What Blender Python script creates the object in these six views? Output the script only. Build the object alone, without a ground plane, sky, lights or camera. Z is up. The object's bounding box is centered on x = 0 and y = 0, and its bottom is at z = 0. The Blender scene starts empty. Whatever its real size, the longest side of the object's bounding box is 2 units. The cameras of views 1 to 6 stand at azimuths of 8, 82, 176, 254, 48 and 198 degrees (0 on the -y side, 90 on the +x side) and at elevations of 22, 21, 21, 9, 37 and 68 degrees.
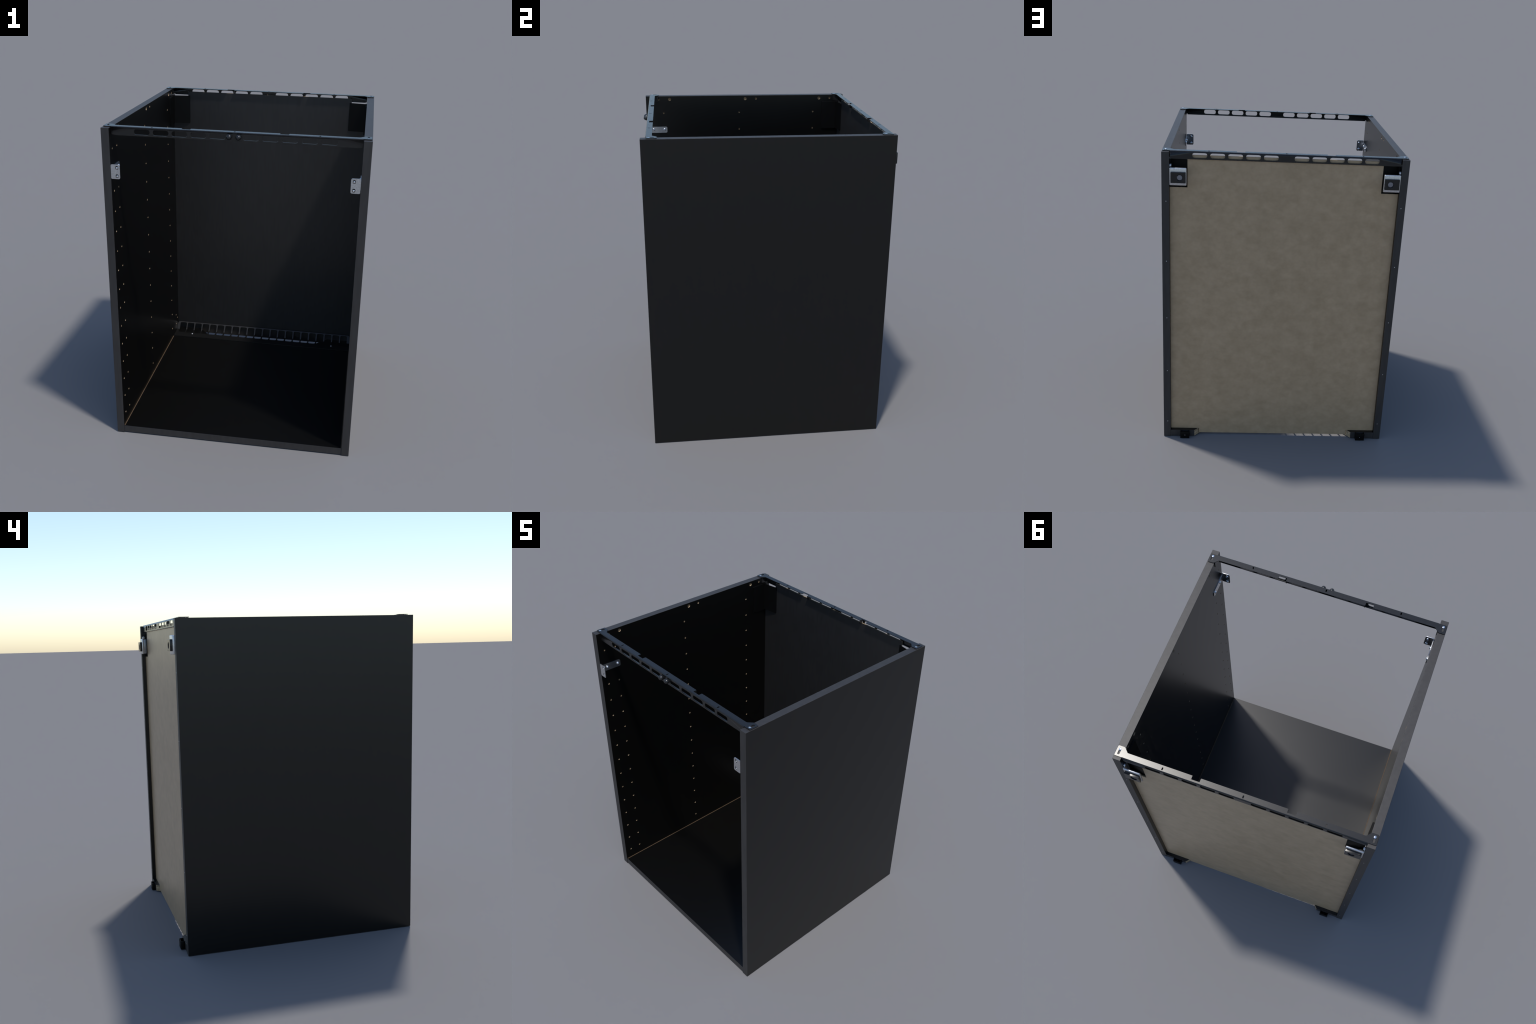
# Black kitchen base cabinet (open front and top), built in millimetres of the
# real carcass and scaled by K into the 2 m frame.
import bpy, bmesh, math
from mathutils import Matrix, Vector

K = 2.489e-3            # metres of the frame per millimetre of the carcass

# ----------------------------------------------------------------- sizes (mm)
HALF_W = 300.6          # outer half width
IN_W = 282.0            # inner face of the side panels
Y_FRONT, Y_BACK = -300.5, 290.6
H = 801.0               # side panel height
FLOOR_LO, FLOOR_HI = 1.5, 19.7
BACK_Y0, BACK_Y1 = 276.8, 279.7
RAIL_TOP = 803.2

# ------------------------------------------------------------------ materials
def new_mat(name):
    m = bpy.data.materials.new(name)
    m.use_nodes = True
    nt = m.node_tree
    b = nt.nodes["Principled BSDF"]
    return m, nt, b


def noise_color(nt, bsdf, c0, c1, scale, stretch=(1, 1, 1), detail=4.0, lo=0.35, hi=0.65, rough=0.5):
    tc = nt.nodes.new("ShaderNodeTexCoord")
    mp = nt.nodes.new("ShaderNodeMapping")
    mp.inputs["Scale"].default_value = stretch
    nz = nt.nodes.new("ShaderNodeTexNoise")
    nz.inputs["Scale"].default_value = scale
    nz.inputs["Detail"].default_value = detail
    nz.inputs["Roughness"].default_value = rough
    rp = nt.nodes.new("ShaderNodeValToRGB")
    rp.color_ramp.elements[0].position = lo
    rp.color_ramp.elements[1].position = hi
    rp.color_ramp.elements[0].color = (*c0, 1)
    rp.color_ramp.elements[1].color = (*c1, 1)
    nt.links.new(tc.outputs["Object"], mp.inputs["Vector"])
    nt.links.new(mp.outputs["Vector"], nz.inputs["Vector"])
    nt.links.new(nz.outputs["Fac"], rp.inputs["Fac"])
    nt.links.new(rp.outputs["Color"], bsdf.inputs["Base Color"])
    return mp, nz, rp


def add_bump(nt, bsdf, scale, strength, dist=0.001, stretch=(1, 1, 1)):
    tc = nt.nodes.new("ShaderNodeTexCoord")
    mp = nt.nodes.new("ShaderNodeMapping")
    mp.inputs["Scale"].default_value = stretch
    nz = nt.nodes.new("ShaderNodeTexNoise")
    nz.inputs["Scale"].default_value = scale
    bp = nt.nodes.new("ShaderNodeBump")
    bp.inputs["Strength"].default_value = strength
    bp.inputs["Distance"].default_value = dist
    nt.links.new(tc.outputs["Object"], mp.inputs["Vector"])
    nt.links.new(mp.outputs["Vector"], nz.inputs["Vector"])
    nt.links.new(nz.outputs["Fac"], bp.inputs["Height"])
    nt.links.new(bp.outputs["Normal"], bsdf.inputs["Normal"])


def mat_laminate(name, base, rough=0.43, spec=0.45):
    m, nt, b = new_mat(name)
    noise_color(nt, b, tuple(c * 0.88 for c in base), tuple(c * 1.12 for c in base), 9.0, (6, 6, 0.8))
    b.inputs["Roughness"].default_value = rough
    b.inputs["Specular IOR Level"].default_value = spec
    return m


def mat_chipboard():
    m, nt, b = new_mat("raw_chipboard")
    noise_color(nt, b, (0.24, 0.17, 0.10), (0.46, 0.36, 0.24), 60.0, detail=6.0)
    b.inputs["Roughness"].default_value = 0.85
    b.inputs["Specular IOR Level"].default_value = 0.2
    return m


def mat_hardboard():
    m, nt, b = new_mat("raw_hardboard")
    noise_color(nt, b, (0.340, 0.243, 0.145), (0.430, 0.312, 0.196), 15.0, (1.0, 1.0, 1.2), detail=8.0, lo=0.32, hi=0.68, rough=0.65)
    b.inputs["Roughness"].default_value = 0.36
    b.inputs["Specular IOR Level"].default_value = 0.5
    return m


def mat_metal(name, col, rough, spread=0.12, scale=120.0):
    m, nt, b = new_mat(name)
    c0 = tuple(c * (1 - spread) for c in col)
    c1 = tuple(c * (1 + spread) for c in col)
    noise_color(nt, b, c0, c1, scale, detail=3.0)
    b.inputs["Metallic"].default_value = 1.0
    b.inputs["Roughness"].default_value = rough
    return m


def mat_plastic(name, col, rough):
    m, nt, b = new_mat(name)
    noise_color(nt, b, tuple(c * 0.9 for c in col), tuple(c * 1.1 for c in col), 80.0)
    b.inputs["Roughness"].default_value = rough
    return m


LAM = mat_laminate("black_laminate", (0.0020, 0.0019, 0.0017), 0.31, 0.48)
BAND = mat_laminate("black_edge_band", (0.030, 0.0275, 0.027), 0.5)
BACKLAM = mat_laminate("black_back_foil", (0.017, 0.0165, 0.0165), 0.38)
CHIP = mat_chipboard()
HARD = mat_hardboard()
RAIL = mat_plastic("black_coated_steel", (0.009, 0.009, 0.009), 0.27)
EDGE = mat_plastic("brown_board_edge", (0.095, 0.061, 0.034), 0.8)
ZINC = mat_metal("zinc_steel", (0.60, 0.60, 0.61), 0.36, 0.10, 160.0)
SHINY = mat_metal("polished_screw_steel", (0.75, 0.76, 0.78), 0.16, 0.03)
BLACK = mat_plastic("black_plastic", (0.002, 0.002, 0.002), 0.5)
BLACK.node_tree.nodes["Principled BSDF"].inputs["Specular IOR Level"].default_value = 0.15
BOLT = mat_metal("grey_bolt_steel", (0.24, 0.26, 0.31), 0.30, 0.06)
GRILLE = mat_plastic("dark_grille_plastic", (0.0035, 0.0035, 0.0036), 0.42)
RUBBER = mat_plastic("dark_rubber", (0.012, 0.012, 0.013), 0.22)

# -------------------------------------------------------------- mesh helpers
def link(me, name, mats, parent):
    ob = bpy.data.objects.new(name, me)
    bpy.context.scene.collection.objects.link(ob)
    if not me.materials:
        for mt in mats:
            me.materials.append(mt)
    ob.parent = parent
    return ob


def finish(bm, name, mats, parent, smooth=35):
    """bmesh in millimetres -> scaled mesh object under parent."""
    bmesh.ops.remove_doubles(bm, verts=bm.verts, dist=1e-4)
    bmesh.ops.scale(bm, vec=(K, K, K), verts=bm.verts)
    bmesh.ops.recalc_face_normals(bm, faces=bm.faces)
    me = bpy.data.meshes.new(name)
    for f in bm.faces:
        f.smooth = True
    bm.to_mesh(me)
    bm.free()
    me.set_sharp_from_angle(angle=math.radians(smooth))
    return link(me, name, mats, parent)


def box(bm, x0, x1, y0, y1, z0, z1, bevel=0.0, seg=2, mat=0):
    ret = bmesh.ops.create_cube(bm, size=1.0)
    vs = ret["verts"]
    for v in vs:
        v.co = Vector(((x0 + x1) / 2 + v.co.x * (x1 - x0),
                       (y0 + y1) / 2 + v.co.y * (y1 - y0),
                       (z0 + z1) / 2 + v.co.z * (z1 - z0)))
    fs = {f for v in vs for f in v.link_faces}
    for f in fs:
        f.material_index = mat
    if bevel:
        es = list({e for v in vs for e in v.link_edges})
        bmesh.ops.bevel(bm, geom=es, offset=bevel, segments=seg, profile=0.5, affect="EDGES")


def rounded(pts, r, seg=4):
    """Round every corner of a closed 2D polygon; r is one radius or a list."""
    out = []
    n = len(pts)
    for i in range(n):
        p = Vector(pts[i]); a = Vector(pts[i - 1]); b = Vector(pts[(i + 1) % n])
        ri = r[i] if isinstance(r, (list, tuple)) else r
        if ri <= 0:
            out.append((p.x, p.y)); continue
        da, db = (a - p), (b - p)
        ri = min(ri, da.length * 0.49, db.length * 0.49)
        s = p + da.normalized() * ri
        e = p + db.normalized() * ri
        for k in range(seg + 1):
            t = k / seg
            q = s * (1 - t) ** 2 + p * 2 * t * (1 - t) + e * t ** 2
            out.append((q.x, q.y))
    return out


def rect(x0, x1, y0, y1):
    return [(x0, y0), (x1, y0), (x1, y1), (x0, y1)]


def slot(cx, cy, w, h, r, seg=4):
    return rounded(rect(cx - w / 2, cx + w / 2, cy - h / 2, cy + h / 2), r, seg)


def circle(cx, cy, r, n=20):
    return [(cx + r * math.cos(2 * math.pi * i / n), cy + r * math.sin(2 * math.pi * i / n)) for i in range(n)]


def plate(outline, holes=(), thick=1.5, bevel=0.0):
    """Sheet with holes: filled 2D curve in local xy, thickness along z 0..thick."""
    cu = bpy.data.curves.new("tmp", "CURVE")
    cu.dimensions = "2D"
    cu.fill_mode = "BOTH"
    cu.extrude = thick / 2 - bevel
    cu.bevel_depth = bevel
    cu.bevel_resolution = 0
    cu.offset = -bevel
    for loop in [outline, *holes]:
        sp = cu.splines.new("POLY")
        sp.points.add(len(loop) - 1)
        for p, q in zip(sp.points, loop):
            p.co = (q[0], q[1], 0, 1)
        sp.use_cyclic_u = True
    ob = bpy.data.objects.new("tmp", cu)
    bpy.context.scene.collection.objects.link(ob)
    dg = bpy.context.evaluated_depsgraph_get()
    me = bpy.data.meshes.new_from_object(ob.evaluated_get(dg))
    bpy.data.objects.remove(ob)
    bpy.data.curves.remove(cu)
    me.transform(Matrix.Translation((0, 0, thick / 2)))
    return me


def add(bm, me, mtx=None, mat=0):
    """Append a temporary mesh to bm, remapped by a matrix."""
    if mtx is not None:
        me.transform(mtx)
    n = len(bm.faces)
    bm.from_mesh(me)
    bm.faces.ensure_lookup_table()
    for f in bm.faces[n:]:
        f.material_index = mat
    bpy.data.meshes.remove(me)


def axes(ux, uy, uz, o):
    """Matrix taking local x,y,z to the given world vectors at origin o."""
    m = Matrix.Identity(4)
    for c, v in enumerate((ux, uy, uz)):
        for r in range(3):
            m[r][c] = v[r]
    for r in range(3):
        m[r][3] = o[r]
    return m


def lathe(bm, profile, origin, axis, n=20, mat=0):
    """Revolve (radius, height) profile round an axis through origin."""
    axis = Vector(axis).normalized()
    u = axis.orthogonal().normalized()
    w = axis.cross(u)
    o = Vector(origin)
    rings = []
    for r, h in profile:
        if r < 1e-6:
            rings.append([bm.verts.new(o + axis * h)])
        else:
            rings.append([bm.verts.new(o + axis * h + (u * math.cos(t) + w * math.sin(t)) * r)
                          for t in (2 * math.pi * i / n for i in range(n))])
    for a, b in zip(rings, rings[1:]):
        for i in range(n):
            j = (i + 1) % n
            if len(a) == 1 and len(b) == 1:
                continue
            if len(a) == 1:
                f = bm.faces.new((a[0], b[j], b[i]))
            elif len(b) == 1:
                f = bm.faces.new((a[i], a[j], b[0]))
            else:
                f = bm.faces.new((a[i], a[j], b[j], b[i]))
            f.material_index = mat


# ------------------------------------------------------------------ the thing
cab = bpy.data.objects.new("kitchen_cabinet", None)
bpy.context.scene.collection.objects.link(cab)
cab["label"] = "black open kitchen base cabinet carcass with steel rails"
cab["category"] = "kitchen cabinet"

# ---------------------------------------------------------------- side panels
HOLE_ROWS = (-282.0, -249.8, -25.2, 199.2)      # y of the shelf-pin columns


def side_panel(sgn):
    bm = bmesh.new()
    box(bm, min(sgn * IN_W, sgn * HALF_W), max(sgn * IN_W, sgn * HALF_W),
        Y_FRONT, Y_BACK, 0, H, bevel=0.5, seg=2)
    for f in bm.faces:
        f.normal_update()
        f.material_index = 0 if abs(f.normal.x) > 0.95 else 2
    ob = finish(bm, "side_panel", [LAM, CHIP, BAND], cab)
    cb = bmesh.new()

    def drill(y, z, r, depth=7.0):
        lathe(cb, [(0, -2), (r, -2), (r, depth), (0, depth + 0.8)], (sgn * IN_W, y, z), (sgn, 0, 0), 14, mat=1)
    for y in HOLE_ROWS:
        for i in range(15):
            drill(y, 51.3 + 50.0 * i, 2.45)
    for y, r in ((-231.4, 4.3), (-7.0, 4.3), (217.2, 4.3), (-263.7, 2.8), (25.3, 2.8), (249.4, 2.8)):
        drill(y, 791.6, r)
    for y, z in ((247.4, 77.2), (262.7, 61.1), (247.4, 45.2)):
        drill(y, z, 2.3)
    cut = finish(cb, "drill_cutter", [LAM, CHIP, BAND], None)
    md = ob.modifiers.new("holes", "BOOLEAN")
    md.operation = "DIFFERENCE"
    md.solver = "EXACT"
    md.object = cut
    dg = bpy.context.evaluated_depsgraph_get()
    me = bpy.data.meshes.new_from_object(ob.evaluated_get(dg))
    ob.modifiers.clear()
    me.polygons.foreach_set("use_smooth", [False] * len(me.polygons))
    old = ob.data
    ob.data = me
    bpy.data.meshes.remove(old)
    cm = cut.data
    bpy.data.objects.remove(cut)
    bpy.data.meshes.remove(cm)
    # nail heads on the rear edge
    for z in (48.6, 206.0, 362.5, 520.6, 678.2):
        pb = bmesh.new()
        lathe(pb, [(0, -1.5), (1.1, -1.5), (1.1, 0.15), (0.7, 0.4), (0, 0.5)], (sgn * 290.0, Y_BACK, z), (0, 1, 0), 12)
        finish(pb, "nail_head", [ZINC], ob)
    # raw groove edge the back panel sits in
    gb = bmesh.new()
    box(gb, min(sgn * 281.3, sgn * 282.5), max(sgn * 281.3, sgn * 282.5), 278.5, 280.6, 20.5, 711.0)
    finish(gb, "groove_edge", [EDGE], ob)
    return ob


side_panel(-1)
side_panel(1)

# --------------------------------------------------------------- bottom panel
EAR = [(217.3, 289.8), (170.5, 235.5)]           # slanted cut of the rear ears


def bottom_panel():
    bm = bmesh.new()
    w = 281.9
    y0 = -299.2
    poly = [(-w, y0), (w, y0), (w, EAR[0][1]), EAR[0], EAR[1],
            (-EAR[1][0], EAR[1][1]), (-EAR[0][0], EAR[0][1]), (-w, EAR[0][1])]
    add(bm, plate(poly, thick=FLOOR_HI - FLOOR_LO, bevel=0.25), Matrix.Translation((0, 0, FLOOR_LO)))
    # cut edges of the rear notch are raw board, the rest is edge-banded
    for f in bm.faces:
        f.normal_update()
        c = f.calc_center_median()
        if abs(f.normal.z) < 0.5 and c.y > 235 and abs(c.x) < 217.0:
            f.material_index = 1
        elif abs(f.normal.z) < 0.5:
            f.material_index = 2
    ob = finish(bm, "bottom_panel", [LAM, CHIP, BAND], cab)
    for s in (-1, 1):
        eb = bmesh.new()
        box(eb, min(s * 280.0, s * 281.8), max(s * 280.0, s * 281.8), y0 + 1.2, 274.0, FLOOR_HI - 1.0, FLOOR_HI + 0.25)
        finish(eb, "raw_board_edge", [EDGE], ob)
    return ob


bottom_panel()

# ----------------------------------------------------------------- back panel
def back_panel():
    bm = bmesh.new()
    w, nx, nz, top = 282.4, 238.6, 711.6, 792.8
    poly = [(-205, 6.2), (205, 6.2), (205, 20.0), (w, 20.0), (w, nz), (nx, nz), (nx, top),
            (-nx, top), (-nx, nz), (-w, nz), (-w, 20.0), (-205, 20.0)]
    # local x -> x, local y -> z, local z -> -y
    add(bm, plate(poly, thick=BACK_Y1 - BACK_Y0), axes((1, 0, 0), (0, 0, 1), (0, -1, 0), (0, BACK_Y1, 0)))
    for f in bm.faces:
        f.normal_update()
        if f.calc_center_median().y < BACK_Y0 + 0.1:
            f.material_index = 0
        elif f.calc_center_median().y > BACK_Y1 - 0.1:
            f.material_index = 1
        else:
            f.material_index = 2
    return finish(bm, "back_panel", [BACKLAM, HARD, CHIP], cab)


back_panel()

# ------------------------------------------------------------------ top rails
def screw_head(parent, pos, axis, r=3.6, h=1.6, name="screw"):
    bm = bmesh.new()
    prof = [(0, -1.5), (r * 0.55, -1.5), (r * 0.55, 0), (r, 0), (r * 0.96, h * 0.45), (r * 0.75, h * 0.82),
            (r * 0.40, h), (r * 0.36, h * 0.55), (0, h * 0.5)]
    lathe(bm, prof, pos, axis, 20)
    return finish(bm, name, [SHINY], parent)


def top_rail(face_y, d, screw_d, bumpers):
    """Folded steel rail. face_y: outer face; d=+1/-1: direction into the cabinet."""
    bm = bmesh.new()
    T = 1.5
    zt = RAIL_TOP
    # top flange with end tabs; local (x, depth)
    half = [(100, 15), (100, 6), (120, 6), (120, 15), (273, 15), (284, 26), (299, 26), (299, 1.5), (281, 1.5), (281, 2.0)]
    rad = [1.2, 1.0, 1.0, 1.2, 1.5, 2.0, 2.5, 2.0, 0, 0]
    poly = half + [(-x, y) for x, y in reversed(half)]
    rr = rad + list(reversed(rad))
    holes = [slot(x, 7.0, 3.4, 7.0, 1.7) for x in (-187.5, 0, 187.5)]
    holes += [slot(s * 291.6, 13.0, 5.2, 15.0, 2.6) for s in (-1, 1)]
    flip = 1 if d > 0 else -1
    o = (0, face_y, zt - T)
    add(bm, plate(rounded(poly, rr, 3), holes, T), axes((1, 0, 0), (0, d, 0), (0, 0, 1), o))
    # rounded fold between flange and face
    R, n = 2.0, 5
    rows = []
    for k in range(n + 1):
        t = math.pi / 2 * k / n
        rows.append((R - R * math.cos(t), zt - R + R * math.sin(t), R - (R - T) * math.cos(t), zt - R + (R - T) * math.sin(t)))
    vv = []
    for x in (-280.5, 280.5):
        vv.append([(bm.verts.new((x, face_y + d * a, b)), bm.verts.new((x, face_y + d * c, e))) for a, b, c, e in rows])
    for k in range(n):
        for q in (0, 1):
            bm.faces.new((vv[0][k][q], vv[1][k][q], vv[1][k + 1][q], vv[0][k + 1][q]))
        for s in (0, 1):
            bm.faces.new((vv[s][k][0], vv[s][k][1], vv[s][k + 1][1], vv[s][k + 1][0]))
    # perforated face plate, local (x, z)
    zb = 784.3
    outline = rounded(rect(-280.5, 280.5, zb, zt - R), [3.0, 3.0, 0, 0], 3)
    vents = [slot(s * (37.2 + 43.0 * i), 792.8, 35.8, 12.4, 5.2, 2) for s in (-1, 1) for i in range(5)]
    if d > 0:
        add(bm, plate(outline, vents, T), axes((1, 0, 0), (0, 0, 1), (0, 1, 0), (0, face_y, 0)))
    else:
        add(bm, plate(outline, vents, T), axes((1, 0, 0), (0, 0, 1), (0, -1, 0), (0, face_y, 0)))
    # return lip along the bottom of the face
    y0, y1 = sorted((face_y + d * 0.4, face_y + d * 5.4))
    box(bm, -278.5, 278.5, y0, y1, zb - 1.3, zb + 0.2, bevel=0.3)
    for s in (-1, 1):
        # end flap folded down along the side panel
        y0, y1 = sorted((face_y + d * 2.2, face_y + d * 24.0))
        box(bm, min(s * 280.2, s * 281.6), max(s * 280.2, s * 281.6), y0, y1, 785.5, zt - 0.8)
        # hook bent down beside the notch, rounded foot
        hook = rounded(rect(5.5, 14.6, -10.5, 0), [3.5, 3.5, 0, 0], 3)
        add(bm, plate(hook, (), T), axes((0, d, 0), (0, 0, 1), (s, 0, 0), (s * 98.8, face_y, zt - 0.6)))
    ob = finish(bm, "top_rail", [RAIL], cab, 30)
    for s in (-1, 1):
        screw_head(ob, (s * 291.8, face_y + d * screw_d, zt - 1.1), (0, 0, 1), 3.7, 1.4)
    for x in bumpers:
        bb = bmesh.new()
        prof = [(0, -2.2), (4.0, -2.2), (4.0, 0), (5.6, 0.0), (6.4, 2.0), (6.3, 4.4), (5.4, 7.0), (3.6, 9.2), (1.6, 10.2), (0, 10.4)]
        lathe(bb, prof, (x, face_y, 793.2), (0, -d, 0), 16)
        finish(bb, "bumper", [RUBBER], ob, 60)
    return ob


top_rail(-288.9, 1, 7.4, (-11.2, 10.0))
top_rail(283.5, -1, 18.8, ())

# --------------------------------------------------------- ventilation grille
def grille():
    Y0, YB, Z0 = 209.0, 257.0, FLOOR_HI + 0.2      # front lip, fold line, height
    leg = YB - Y0
    rise = Vector((275.2 - YB, 40.2 - Z0))
    total = leg + rise.length
    outline = rounded(rect(-281.5, 281.5, 0, total), [2, 2, 9, 9], 5)
    holes = [slot(s * (12.5 + 25.0 * i), (27.0 + total - 2.6) / 2, 21.3, total - 2.6 - 27.0, 5.0, 4)
             for s in (-1, 1) for i in range(11)]
    T = 2.0
    bm = bmesh.new()
    add(bm, plate(outline, holes, T))
    for s in (leg - 2, leg, leg + 2):
        bmesh.ops.bisect_plane(bm, geom=bm.verts[:] + bm.edges[:] + bm.faces[:], plane_co=(0, s, 0), plane_no=(0, 1, 0))
    ang = math.atan2(rise.y, rise.x)
    for v in bm.verts:
        x, s, t = v.co
        if s <= leg - 1.9:
            v.co = (x, Y0 + s, Z0 + t)
        else:
            q = s - leg
            a = ang * min(1.0, max(0.0, (q + 2) / 4))
            if q < 1.9:
                mid = ang * 0.5
                py, pz = YB + (q if q < 0 else q * math.cos(ang)), Z0 + (0.25 if abs(q) < 1 else (q * math.sin(ang) if q > 0 else 0))
            else:
                py, pz = YB + q * math.cos(ang), Z0 + q * math.sin(ang)
            v.co = (x, py - math.sin(a) * t, pz + math.cos(a) * t)
    ob = finish(bm, "ventilation_grille", [GRILLE], cab, 25)
    for x in (-225.2, 225.2):
        screw_head(ob, (x, 230.5, Z0 + T), (0, 0, 1), 3.4, 1.6)


grille()

# -------------------------------------------------- wall hanger and its cover
def hanger(s):
    bm = bmesh.new()
    x0, x1 = sorted((s * 240.0, s * 281.2))
    box(bm, x0, x1, 289.4, 294.6, 719.6, 763.6, bevel=2.0, seg=3)
    c0, c1 = sorted((s * 279.4, s * 281.4))
    box(bm, c0, c1, 262.0, 293.0, 720.5, 762.8, bevel=0.6)
    ob = finish(bm, "hanger_bracket", [ZINC], cab, 50)
    # raised dark plate with a bolt hole
    pb = bmesh.new()
    hole = circle(s * 256.2, 740.4, 7.6, 24)
    a, b = sorted((s * 241.6, s * 278.0))
    out = rounded(rect(a, b, 727.3, 754.2), 1.2, 2)
    add(pb, plate(out, [hole], 5.6, 0.4), axes((1, 0, 0), (0, 0, 1), (0, -1, 0), (0, 300.35, 0)))
    finish(pb, "mounting_plate", [RAIL], ob, 40)
    sb = bmesh.new()
    lathe(sb, [(0, 0), (7.2, 0), (7.2, 2.9), (6.4, 3.9), (0, 4.3)], (s * 256.2, 294.0, 740.4), (0, 1, 0), 20)
    box(sb, s * 256.2 - 0.6, s * 256.2 + 0.6, 297.0, 298.5, 734.6, 746.2)
    finish(sb, "bolt", [BOLT], ob, 40)
    # little fastening lug against the side panel
    lb = bmesh.new()
    lathe(lb, [(0, 0), (4.2, 0), (4.2, 4), (0, 4.5)], (s * 281.0, 284.5, 766.8), (-s, 0, 0), 16)
    finish(lb, "lug", [ZINC], ob, 40)


def hanger_cover(s):
    """Folded black cover: one leaf on the side panel, one across the notch."""
    bm = bmesh.new()
    zlo, zhi = 700.2, 781.0
    side = rounded(rect(226.6, 276.0, zlo, zhi), [2.5, 0, 0, 2.5], 3)
    T = 4.2
    add(bm, plate(side, (), T), axes((0, 1, 0), (0, 0, 1), (1, 0, 0), (s * (IN_W + 0.2) if s < 0 else IN_W + 0.2 - T, 0, 0)))
    a, b = sorted((s * 232.8, s * 281.0))
    wall = rounded(rect(a, b, zlo + 0.5, zhi), [2.5, 0, 0, 0] if s > 0 else [0, 2.5, 0, 0], 3)
    lean = 7.5 / 48.0                        # the leaf stands off the back towards the corner
    add(bm, plate(wall, (), 0.9), axes((1, -s * lean, 0), (0, 0, 1), (0, 1, 0), (0, 275.6 + 232.8 * lean, 0)))
    finish(bm, "hanger_cover", [BLACK], cab)


for s in (-1, 1):
    hanger(s)
    hanger_cover(s)

# --------------------------------------------------------- front door bracket
def front_bracket(s):
    bm = bmesh.new()
    T = 1.6
    strip = rounded(rect(-299.0, -240.8, 692.8, 710.8), [0, 4, 4, 0], 3)
    add(bm, plate(strip, (), T), axes((0, 1, 0), (0, 0, 1), (s, 0, 0), (s * (IN_W - T - 0.1), 0, 0)))
    a, b = sorted((s * 260.4, s * 281.4))
    q = [4.0, 2.5, 2.5, 4.0] if s > 0 else [2.5, 4.0, 4.0, 2.5]
    xs = s * 267.4
    face = rounded(rect(a, b, 684.6, 718.4), q, 3)
    holes = [slot(xs, z, 6.6, 8.4, 3.2) for z in (710.9, 691.4)]
    add(bm, plate(face, holes, T), axes((1, 0, 0), (0, 0, 1), (0, 1, 0), (0, -300.3, 0)))
    ob = finish(bm, "front_bracket", [ZINC], cab)
    for z in (710.9, 691.4):
        screw_head(ob, (xs, -298.0, z - 0.6), (0, 1, 0), 4.2, 2.6)
        wb = bmesh.new()  # added black disc behind the bracket hole, stands in for its shade
        lathe(wb, [(0, 0), (4.6, 0), (4.6, 0.5), (0, 0.5)], (xs, -298.7, z), (0, 1, 0), 18)
        finish(wb, "hole_shade_disc", [BLACK], ob)
        tb = bmesh.new()
        lathe(tb, [(0, 0), (2.5, 0), (2.5, 0.8), (1.8, 1.4), (0, 1.6)], (xs, -298.4, z - 0.8), (0, -1, 0), 16)
        finish(tb, "screw_tip", [SHINY], ob, 50)
    for y in (-281.0, -249.0):
        screw_head(ob, (s * (IN_W - T - 0.1), y, 702.8), (-s, 0, 0), 3.6, 2.6)


for s in (-1, 1):
    front_bracket(s)

# --------------------------------------------------------- plastic rear clips
def rear_clip(s):
    bm = bmesh.new()
    x0, x1 = sorted((s * 230.5, s * 255.3))
    box(bm, x0, x0 + 2, 288.5, 300.2, 0.2, 20.4, 0.5)
    box(bm, x1 - 2, x1, 288.5, 300.2, 0.2, 20.4, 0.5)
    box(bm, x0 + 1.5, x1 - 1.5, 298.2, 300.3, 0.3, 20.3, 0.4)
    box(bm, x0 + 1.5, x1 - 1.5, 289.8, 298.2, 0.3, 3.0, 0.4)
    box(bm, s * 243 - 0.9, s * 243 + 0.9, 289.8, 298.2, 0.4, 14.0, 0.3)
    ob = finish(bm, "rear_clip", [BLACK], cab)
    pb = bmesh.new()
    lathe(pb, [(0, -0.5), (1.4, -0.5), (1.4, 0.25), (0, 0.5)], (s * 242.6, 300.0, 10.0), (0, 1, 0), 12)
    finish(pb, "rivet", [SHINY], ob)


for s in (-1, 1):
    rear_clip(s)
